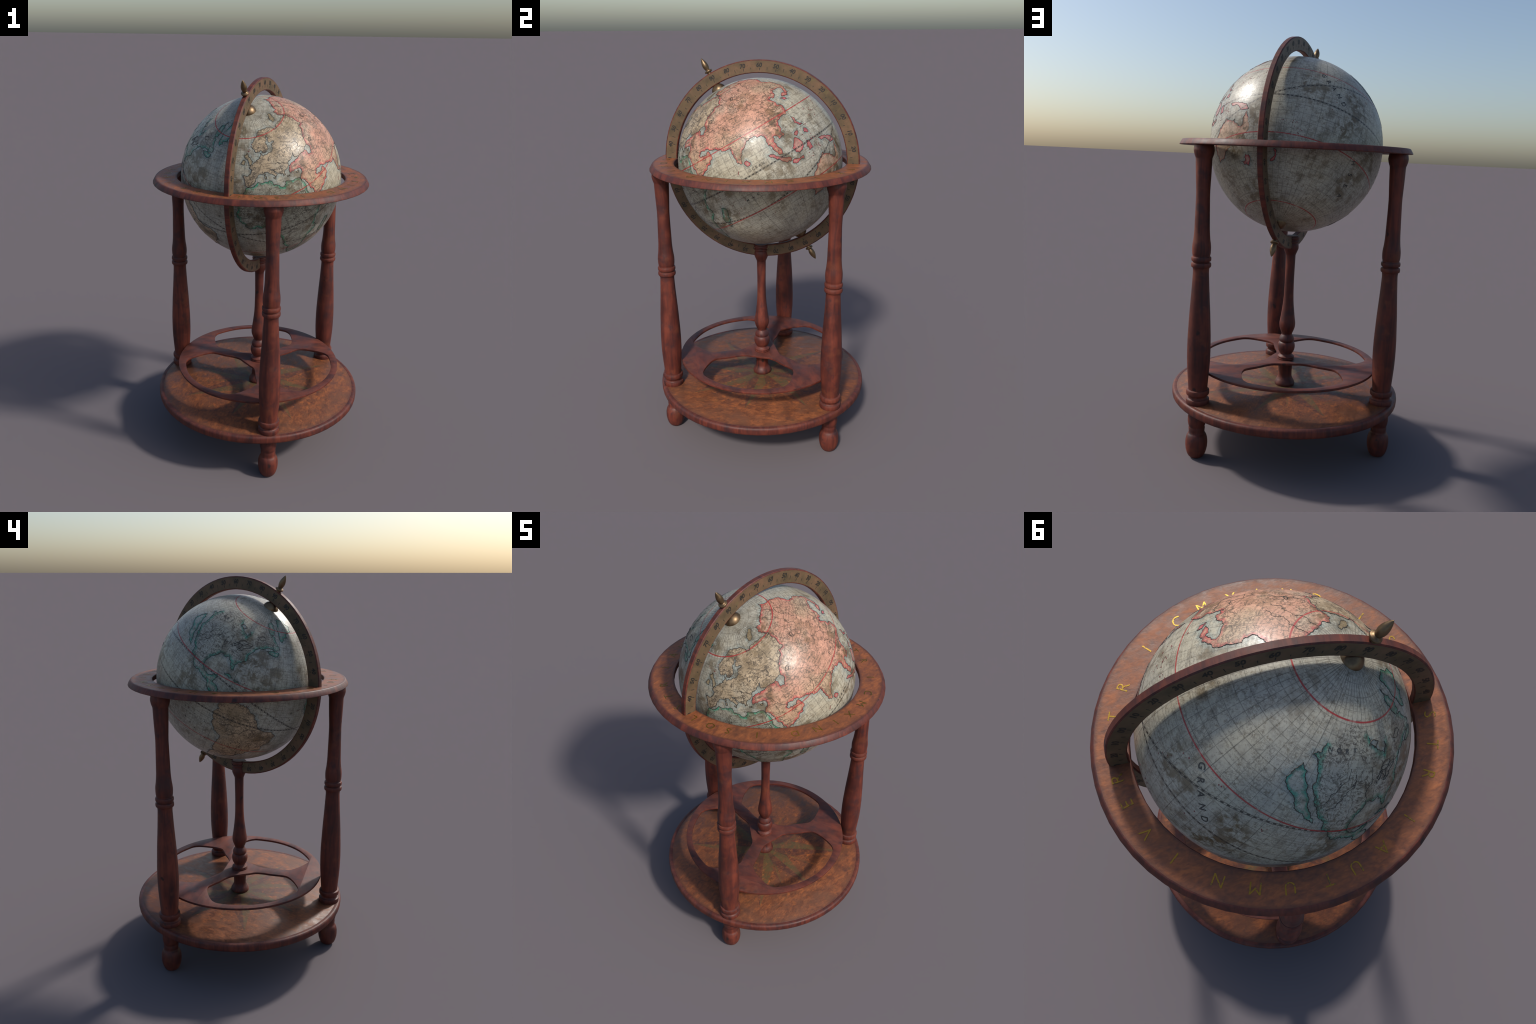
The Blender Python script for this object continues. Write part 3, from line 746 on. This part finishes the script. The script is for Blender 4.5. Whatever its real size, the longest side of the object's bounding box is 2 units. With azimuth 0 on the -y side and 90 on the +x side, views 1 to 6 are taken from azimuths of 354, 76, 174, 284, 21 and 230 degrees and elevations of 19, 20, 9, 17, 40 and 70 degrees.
ISLANDS = {
    RED_ISLE: [
        [(59.2, -1.9), (62, -2), (65.8, -2.6), (70, -4.3), (73.5, -6), (75, -8.5), (72, -9), (69, -8.5), (67.2, -5.8), (63, -4.2), (60.6, -3.6)],
        [(21.6, 5.2), (23.5, 5), (26.6, 1.8), (29, 0.6), (33.5, -2.3), (33.2, -4.8), (29.6, -4.2), (27.3, -1.6), (25, 0.6)],
        [(33.9, -5), (37.9, -5.8), (42.2, -5.9), (41.6, -7.9), (35.9, -8), (33.2, -6.6)],
        [(43.1, 6.3), (44.4, 4.3), (45.6, 0.4), (44.9, -1.4), (41.5, -3), (38.5, -2), (37.5, 1.2), (39.8, 3.6), (41, 5)],
        [(49.2, 1), (51.1, -0.4), (51.2, -4.3), (48.1, -4.9), (47.3, -2.1)],
        [(49.3, 18.8), (50.8, 17.6), (50.6, 14.2), (53.8, 11), (51, 11.2), (48.4, 14.1)],
        [(52.3, 8.6), (54.4, 6.4), (53.8, 4.6), (50.6, 5.6)], [(43.2, 7.8), (47.8, 10.4), (47, 8.6), (44.2, 6.6)],
        [(6.2, 8.6), (8.2, 9.4), (9.9, 6.9), (8.8, 5.6), (6.6, 6.4)],
        [(55.5, 33.2), (59.2, 32.4), (60, 30.3), (57.2, 30.6)],
        [(72.1, -35.9), (75.4, -36.9), (75.6, -39.9), (74, -43.3), (71.8, -41.8), (69.6, -42.2), (67.8, -40.1), (71.4, -39.3)],
        [(95.2, -33), (97.4, -34.2), (97.2, -37), (96.4, -39.2), (92.8, -40.4), (93.6, -38.8), (95.4, -37.4)]],
    TEAL_ISLE: [
        [(148, 47), (146.1, 43.6), (144.9, 40), (150.5, 35.6), (154.6, 32.6), (157.6, 30.1), (162.6, 28), (167.2, 26.6), (166.4, 28.6), (163.7, 31), (160.4, 34.6), (156.6, 38), (154.6, 41.4), (152, 45)],
        [(-117.9, 76.8), (-120.9, 70.2), (-119.1, 64.8), (-119, 60.6), (-115.6, 58.7), (-112.2, 60.3), (-113.6, 62), (-106.8, 62.5), (-105.3, 65.8), (-94.3, 67.4), (-92, 71), (-100, 76)],
        [(-135.5, 74.7), (-129, 70.3), (-126.7, 66.4), (-127.6, 62.6), (-131.1, 62.2), (-135.4, 64.5), (-138, 69)],
        [(-133.8, 50), (-128.9, 51), (-124, 50.6), (-120.8, 51), (-121.6, 48.2), (-126.1, 48), (-130, 48.4)],
        [(-158, 26), (-153.5, 26.6), (-151, 25.6), (-153.5, 24.6)], [(-150, 25.6), (-147, 25.4), (-145, 24.3), (-148.8, 23.8)],
        [(-24.4, -9.8), (-22.4, -10.6), (-21.9, -13.9), (-24.6, -17.4), (-25.6, -20.4), (-28.2, -22), (-31, -19.6), (-29.9, -16.4), (-26.5, -12.5)],
        [(-30.8, -22.2), (-27.6, -22.3), (-27.6, -24.2), (-30.6, -24.6)]],
    TAN_ISLE: [
        [(-75.7, 48.2), (-76.4, 51.1), (-78.5, 53), (-79.8, 55.1), (-76.9, 56.3), (-73.4, 52.7), (-71.6, 51), (-72.4, 49.6)],
        [(-81.8, 49.1), (-83.4, 50), (-81.2, 52.1), (-78.9, 51.2), (-79.5, 49.1)],
        [(-56.8, 37.9), (-54.6, 37.6), (-55.2, 36.6)], [(-45.6, 35.9), (-43.4, 35.8), (-43.6, 35.2), (-45.4, 35.2)], [(-37.4, 35.4), (-34.8, 35.8), (-35.6, 34.6), (-37, 34.6)],
        [(-63.2, 40), (-62, 40), (-62, 38.2), (-63.1, 38.3)], [(-63.4, 41.8), (-62.6, 41.8), (-62.7, 40.5), (-63.4, 40.5)],
        [(-18, 73), (-10, 75.5), (-2, 77), (2, 76), (-5, 73.5), (-12, 70.8), (-17, 70.5)]]}

TOP = GLOBE_R + 0.00045


def sphere_point(lon, lat, r=GLOBE_R):
    lo, la = rad(lon), rad(lat)
    return Vector((r * math.cos(la) * math.cos(lo), r * math.cos(la) * math.sin(lo), r * math.sin(la)))


def crinkle(p, q, rough, limit):
    """Midpoint displacement on the unit sphere; the same segment always crinkles alike, whichever way it is walked."""
    if p.angle(q) < limit:
        return [p]
    ends = sorted((tuple(round(c, 5) for c in p), tuple(round(c, 5) for c in q)))
    rng = random.Random(zlib.crc32(repr(ends).encode()))
    a, b = Vector(ends[0]), Vector(ends[1])
    side = a.cross(b).normalized()
    mid = ((a + b) * 0.5 + side * (b - a).length * rng.uniform(-rough, rough)).normalized()
    return crinkle(p, mid, rough, limit) + crinkle(mid, q, rough, limit)


def coastline(points, rough=0.235, limit=rad(0.38), blank=()):
    """Crinkled outline; stations listed in blank start stretches the engraver left undrawn."""
    dirs = [sphere_point(*p, 1.0).normalized() for p in points]
    out, drawn = [], []
    for i, (a, b) in enumerate(zip(dirs, dirs[1:] + dirs[:1])):
        part = crinkle(a, b, rough, limit)
        out += part
        drawn += [points[i] not in blank] * len(part)
    return out, drawn


def land_mesh(name, coast, drawn, mat, spacing):
    """A sheet of printed paper cut to the coast, following the sphere, with its own edge."""
    c = Vector((0, 0, 0))
    for p in coast:
        c += p
    c.normalize()
    ex = c.orthogonal().normalized()
    ey = c.cross(ex)

    def flat(p):
        ang = c.angle(p)
        t = Vector((p.dot(ex), p.dot(ey)))
        return t.normalized() * ang if t.length > 1e-9 else Vector((0, 0))

    def bend(q):
        ang = q.length
        if ang < 1e-9:
            return c.copy()
        t = q / ang
        return c * math.cos(ang) + (ex * t.x + ey * t.y) * math.sin(ang)

    poly = [flat(p) for p in coast]
    arr = np.array([tuple(p) for p in poly])
    lo, hi = arr.min(0), arr.max(0)
    gx, gy = np.meshgrid(np.arange(lo[0], hi[0], spacing), np.arange(lo[1], hi[1], spacing * 0.87))
    gx[1::2] += spacing / 2
    pts = np.stack([gx.ravel(), gy.ravel()], -1)
    # even-odd test against the outline
    inside = np.zeros(len(pts), bool)
    nxt = np.roll(arr, -1, 0)
    for (x1, y1), (x2, y2) in zip(arr, nxt):
        if y1 == y2:
            continue
        cross = (y1 > pts[:, 1]) != (y2 > pts[:, 1])
        inside ^= cross & (pts[:, 0] < (x2 - x1) * (pts[:, 1] - y1) / (y2 - y1) + x1)
    pts = pts[inside]
    if len(pts):
        dist = np.min(np.hypot(pts[:, None, 0] - arr[None, :, 0], pts[:, None, 1] - arr[None, :, 1]), 1)
        pts = pts[dist > spacing * 0.45]
    n = len(poly)
    flat_pts = poly + [Vector(p) for p in pts]
    vs, es, fs, _, _, _ = delaunay_2d_cdt(flat_pts, [], [list(range(n))], 1, 1e-7)
    va = np.array([tuple(v) for v in vs])
    shore = arr[np.array(drawn)]
    d = np.empty(len(va))
    for s in range(0, len(va), 4000):
        blk = va[s:s + 4000]
        d[s:s + 4000] = np.min(np.hypot(blk[:, None, 0] - shore[None, :, 0], blk[:, None, 1] - shore[None, :, 1]), 1)
    verts = [bend(v) * TOP for v in vs]
    faces = [tuple(f) for f in fs]
    # edge of the sheet, tucked into the globe
    count = {}
    for f in faces:
        for i in range(len(f)):
            e = (f[i], f[(i + 1) % len(f)])
            count[e] = count.get(e, 0) + 1
    low = {}
    for a, b in [e for e in count if (e[1], e[0]) not in count]:
        for v in (a, b):
            if v not in low:
                low[v] = len(verts)
                verts.append(verts[v] * ((GLOBE_R - 0.0006) / TOP))
        faces.append((b, a, low[a], low[b]))
    me = bpy.data.meshes.new(name)
    me.from_pydata([tuple(v) for v in verts], [], faces)
    bm = bmesh.new()
    bm.from_mesh(me)
    bmesh.ops.recalc_face_normals(bm, faces=bm.faces)
    out = sum((f.calc_center_median().dot(f.normal) for f in bm.faces))
    if out < 0:
        bmesh.ops.reverse_faces(bm, faces=bm.faces)
    bm.to_mesh(me)
    bm.free()
    at = me.attributes.new("coast_distance", 'FLOAT', 'POINT')
    vals = np.zeros(len(me.vertices), np.float32)
    vals[:len(d)] = d * GLOBE_R
    at.data.foreach_set("value", vals)
    return finish_mesh(me, mat, angle=60)


# ---- sphere
coasts = {}
for nm, pts, mat in (("asia", ASIA_OUT, ASIA), ("europe", EUROPE_OUT, EUROPE), ("africa", AFRICA_OUT, AFRICA), ("north_america", NA_OUT, NORTH_AM),
                     ("south_america", SA_OUT, SOUTH_AM), ("australia", AUSTRALIA_OUT, AUSTRAL)):
    coasts[nm] = (*coastline(pts, blank=UNDRAWN), mat, rad(0.8), nm + "_map")
for mat, groups in ISLANDS.items():
    for i, pts in enumerate(groups):
        coasts["%s_%d" % (mat.name, i)] = (*coastline(pts, 0.19, rad(0.34)), mat, rad(0.7), "island_map")

seg, rings = 256, 128
verts, faces = [(0, 0, -GLOBE_R)], []
for j in range(1, rings):
    la = -PI / 2 + PI * j / rings
    for i in range(seg):
        lo = 2 * PI * i / seg
        verts.append((GLOBE_R * math.cos(la) * math.cos(lo), GLOBE_R * math.cos(la) * math.sin(lo), GLOBE_R * math.sin(la)))
verts.append((0, 0, GLOBE_R))
for i in range(seg):
    faces.append((0, 1 + (i + 1) % seg, 1 + i))
    for j in range(rings - 2):
        a, b = 1 + j * seg, 1 + (j + 1) * seg
        faces.append((a + i, a + (i + 1) % seg, b + (i + 1) % seg, b + i))
    a = 1 + (rings - 2) * seg
    faces.append((a + i, a + (i + 1) % seg, len(verts) - 1))
me = bpy.data.meshes.new("globe")
me.from_pydata(verts, [], faces)
allc = np.array([tuple(p) for c in coasts.values() for p, k in zip(c[0], c[1]) if k], np.float32)
va = np.array(verts, np.float32) / GLOBE_R
near = np.empty(len(va), np.float32)
for s in range(0, len(va), 2000):
    near[s:s + 2000] = np.arccos(np.clip((va[s:s + 2000] @ allc.T).max(1), -1, 1)) * GLOBE_R
me.attributes.new("coast_distance", 'FLOAT', 'POINT').data.foreach_set("value", near)
finish_mesh(me, SEA, angle=60)
globe = add_object("globe", me, root, GLOBE_M)

for key, (coast, drawn, mat, spacing, nm) in coasts.items():
    add_object(nm, land_mesh(nm, coast, drawn, mat, spacing), globe)


# ---- inked lines (coast strokes) as fine raised strands half sunk in the paper
def strands(name, lines, radius, mat, cyclic=True):
    cu = bpy.data.curves.new(name, 'CURVE')
    cu.dimensions = '3D'
    cu.bevel_depth = radius
    cu.bevel_resolution = 1
    for pts in lines:
        sp = cu.splines.new('POLY')
        sp.points.add(len(pts) - 1)
        for i, (p, q) in enumerate(zip(sp.points, pts)):
            p.co = tuple(q) + (1,)
            p.radius = 0.75 + 0.5 * (0.5 + 0.5 * math.sin(i * 0.9 + math.sin(i * 0.37) * 3))
        sp.use_cyclic_u = cyclic
    ob = bpy.data.objects.new(name, cu)
    COL.objects.link(ob)
    dg = bpy.context.evaluated_depsgraph_get()
    mesh = bpy.data.meshes.new_from_object(ob.evaluated_get(dg))
    bpy.data.objects.remove(ob)
    bpy.data.curves.remove(cu)
    mesh.name = name
    mesh.materials.clear()
    return finish_mesh(mesh, mat, angle=80)


lines = []
for c in coasts.values():
    run = []
    for p, k in zip(c[0] + c[0][:1], c[1] + c[1][:1]):
        run.append(p * (GLOBE_R + 0.0001))
        if not k:
            if len(run) > 2:
                lines.append(run)
            run = []
    if len(run) > 2:
        lines.append(run)
LAKES = [[(-161, 48.5), (-157, 50.6), (-154, 50.4), (-153, 49.3), (-157.6, 46.9)], [(-159, 42.9), (-157, 46), (-147.6, 49.7), (-150, 46.8), (-156, 43.4)], [(-164, 45), (-161, 47.6), (-159.6, 46.6), (-162.5, 43.6)],
         [(-172, 58), (-168, 60), (-163, 59), (-166, 57)], [(-147, 57), (-141, 59), (-137, 57), (-142, 55.5)], [(20, 52.6), (23, 55), (24, 54.6), (21.4, 52)], [(-8, 44.6), (-5, 46), (-3.5, 44.8), (-6, 43.6)]]
for pts in LAKES:
    ring = coastline(pts, 0.2)[0]
    lines.append([p * (TOP + 0.0001) for p in ring + ring[:1]])
add_object("coast_stroke", strands("coast_stroke", lines, 0.0012, INK, cyclic=False), globe, kind="stuff")

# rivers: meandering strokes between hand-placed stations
RIVERS = [[(-36.8, 31.4), (-38, 26), (-37, 20), (-39, 14), (-41, 8)], [(-60, -5.5), (-54, -4), (-50, 2), (-46, 4)], [(-86, 14), (-78, 15), (-70, 14), (-62, 12), (-56, 14)],
          [(-16.5, 44.7), (-22, 48), (-21, 52), (-30, 55), (-36, 57)], [(-31.2, 46.8), (-30, 50), (-33, 54)], [(-40.5, 44), (-46, 44.8), (-52, 46.5), (-60, 47.5)], [(7, 68.5), (13, 62), (16, 56), (22, 52), (27, 47)],
          [(36, 74), (34, 66), (38, 60), (36, 53)], [(54, 72.2), (52, 65), (46, 60), (44, 54)], [(17, 20.4), (13, 23), (8, 26), (3, 29)], [(-2.5, 22), (0, 26), (2, 31), (-1, 35)],
          [(47, 33), (42, 32), (36, 30), (31, 33)], [(46.8, 36.2), (42, 38), (38, 36), (34, 40), (29, 37)], [(-21.5, 28), (-26, 32), (-29, 36), (-31, 38)],
          [(-119, -1.3), (-126, -3), (-134, -2), (-142, -4), (-148, -5)], [(-124, -33), (-128, -27), (-127, -20), (-131, -14)], [(-131, -3), (-132, -8), (-138, -12)],
          [(191, 35.4), (189, 40), (193, 45), (191, 50)], [(170, 33), (176, 38), (181, 43), (180, 48)], [(167, 35), (172, 42), (176, 50)], [(219, 50.2), (212, 48), (206, 47), (202, 49), (198, 47), (204, 44)]]
river_lines = []
for pts in RIVERS:
    dirs = [sphere_point(*p, 1).normalized() for p in pts]
    ln = []
    for a, b in zip(dirs, dirs[1:]):
        ln += crinkle(a, b, 0.22, rad(0.7))
    river_lines.append([p * (TOP + 0.0001) for p in ln + dirs[-1:]])
add_object("river_stroke", strands("river_stroke", river_lines, 0.0008, INK, cyclic=False), globe, kind="stuff")

# islets: tiny printed dots strewn in the oceans
rng = random.Random(7)
bm = bmesh.new()
CLUSTERS = [(98.4, -16.1, 2, 1.2), (100.7, -15.8, 2, 1.2), (105.2, -16.8, 3, 1.5), (106.7, -16.5, 3, 1.5), (109.4, -19.8, 4, 1.8), (109.5, -21.7, 2, .8), (124, -22.5, 1, .3), (102, 10, 3, 3), (58, 24, 3, 2), (66, 17, 9, 4), (72, 14, 10, 4),
            (78, 18, 7, 4), (53, 1, 16, 4), (56, -6, 14, 4), (48, -8, 10, 3), (54, 8, 7, 2), (0, 5, 6, 1.5), (-20, -3, 6, 3), (-4, -8, 8, 5), (-14, -12, 7, 5), (128, 21, 2, .8), (152, 16, 3, 2), (130, 2, 3, 5), (108, 12, 4, 6),
            (-140, 16, 9, 2), (-136, 13, 5, 2), (-142, 23, 6, 2.5), (-98, 38, 5, 2), (-88, 28, 4, 1.5), (-95, 15, 4, 1.5), (-118, -52, 3, 2), (-170, -5, 3, 3), (-75, 58, 5, 1.5), (-83, 59, 2, 1), (-72, 61, 2, .7), (8, -25, 5, 8)]
for lon, lat, cnt, spread in CLUSTERS:
    for _ in range(cnt):
        p = sphere_point(lon + rng.gauss(0, spread * 0.6) / math.cos(rad(lat)), lat + rng.gauss(0, spread * 0.6), 1).normalized()
        e1 = p.orthogonal().normalized()
        e2 = p.cross(e1)
        r = rng.uniform(0.0013, 0.0036)
        k = 8
        ring = []
        for i in range(k):
            t = 2 * PI * i / k
            q = p * GLOBE_R + (e1 * math.cos(t) + e2 * math.sin(t) * 0.65) * r * rng.uniform(0.7, 1.15)
            ring.append(q)
        topv = [bm.verts.new(q.normalized() * (GLOBE_R + 0.0006)) for q in ring]
        botv = [bm.verts.new(q.normalized() * (GLOBE_R - 0.0005)) for q in ring]
        bm.faces.new(topv)
        for i in range(k):
            bm.faces.new((topv[i], botv[i], botv[(i + 1) % k], topv[(i + 1) % k]))
bmesh.ops.recalc_face_normals(bm, faces=bm.faces)
me = bpy.data.meshes.new("islet")
bm.to_mesh(me)
bm.free()
add_object("islet", finish_mesh(me, RED_INK, smooth=False), globe, kind="stuff")


# ---- large printed lettering wrapped on the sphere
def wrap_letter(ch, lon, lat, size, heading):
    """One capital laid on the sphere; heading is the reading direction, degrees north of east."""
    me = text_mesh(ch, size, 0.0004, width=0.010 * size)
    p = sphere_point(lon, lat, 1).normalized()
    east = Vector((-math.sin(rad(lon)), math.cos(rad(lon)), 0))
    north = p.cross(east)
    h = rad(heading)
    right = east * math.cos(h) + north * math.sin(h)
    up = p.cross(right)
    for v in me.vertices:
        q = (p * GLOBE_R + right * v.co.x + up * v.co.y).normalized()
        v.co = q * (GLOBE_R + 0.0004 + v.co.z)
    finish_mesh(me, LETTER_INK, smooth=False)
    me.name = "map_letter"
    add_object("map_letter", me, globe)


def word(text, path, size):
    """Spread a word evenly between two stations."""
    (lo1, la1), (lo2, la2) = path
    k = len(text)
    for i, ch in enumerate(text):
        t = i / max(k - 1, 1)
        lo, la = lo1 + (lo2 - lo1) * t, la1 + (la2 - la1) * t
        head = math.degrees(math.atan2(la2 - la1, (lo2 - lo1) * math.cos(rad(la))))
        if ch != " ":
            wrap_letter(ch, lo, la, size, head)


word("GRAND", ((117.7, 21), (132.8, 4.3)), 0.030)
word("HSEA", ((153.5, -25), (163.2, -45.3)), 0.031)
word("NORT", ((158.7, 55), (176, 56.4)), 0.018)
word("OCEAN", ((7.2, 2.7), (16.5, 2.9)), 0.017)
word("MARE", ((-4, -13), (8, -12.5)), 0.016)
word("ACIFICA", ((-172, -7), (-156, -9.5)), 0.0095)
word("MARIA", ((-170, -15), (-152, -24)), 0.010)
word("OST", ((-101, 13), (-100, 3)), 0.013)
word("MOSCO", ((-38, 50), (-25, 56)), 0.011)
word("ICIA", ((-70, 26), (-58, 24)), 0.009)
word("ARIE", ((16, 54), (36, 50)), 0.012)
word("AMER", ((172, 44), (196, 43)), 0.011)
word("ETHIOPIA", ((-52, 7.5), (-38, 6.5)), 0.010)
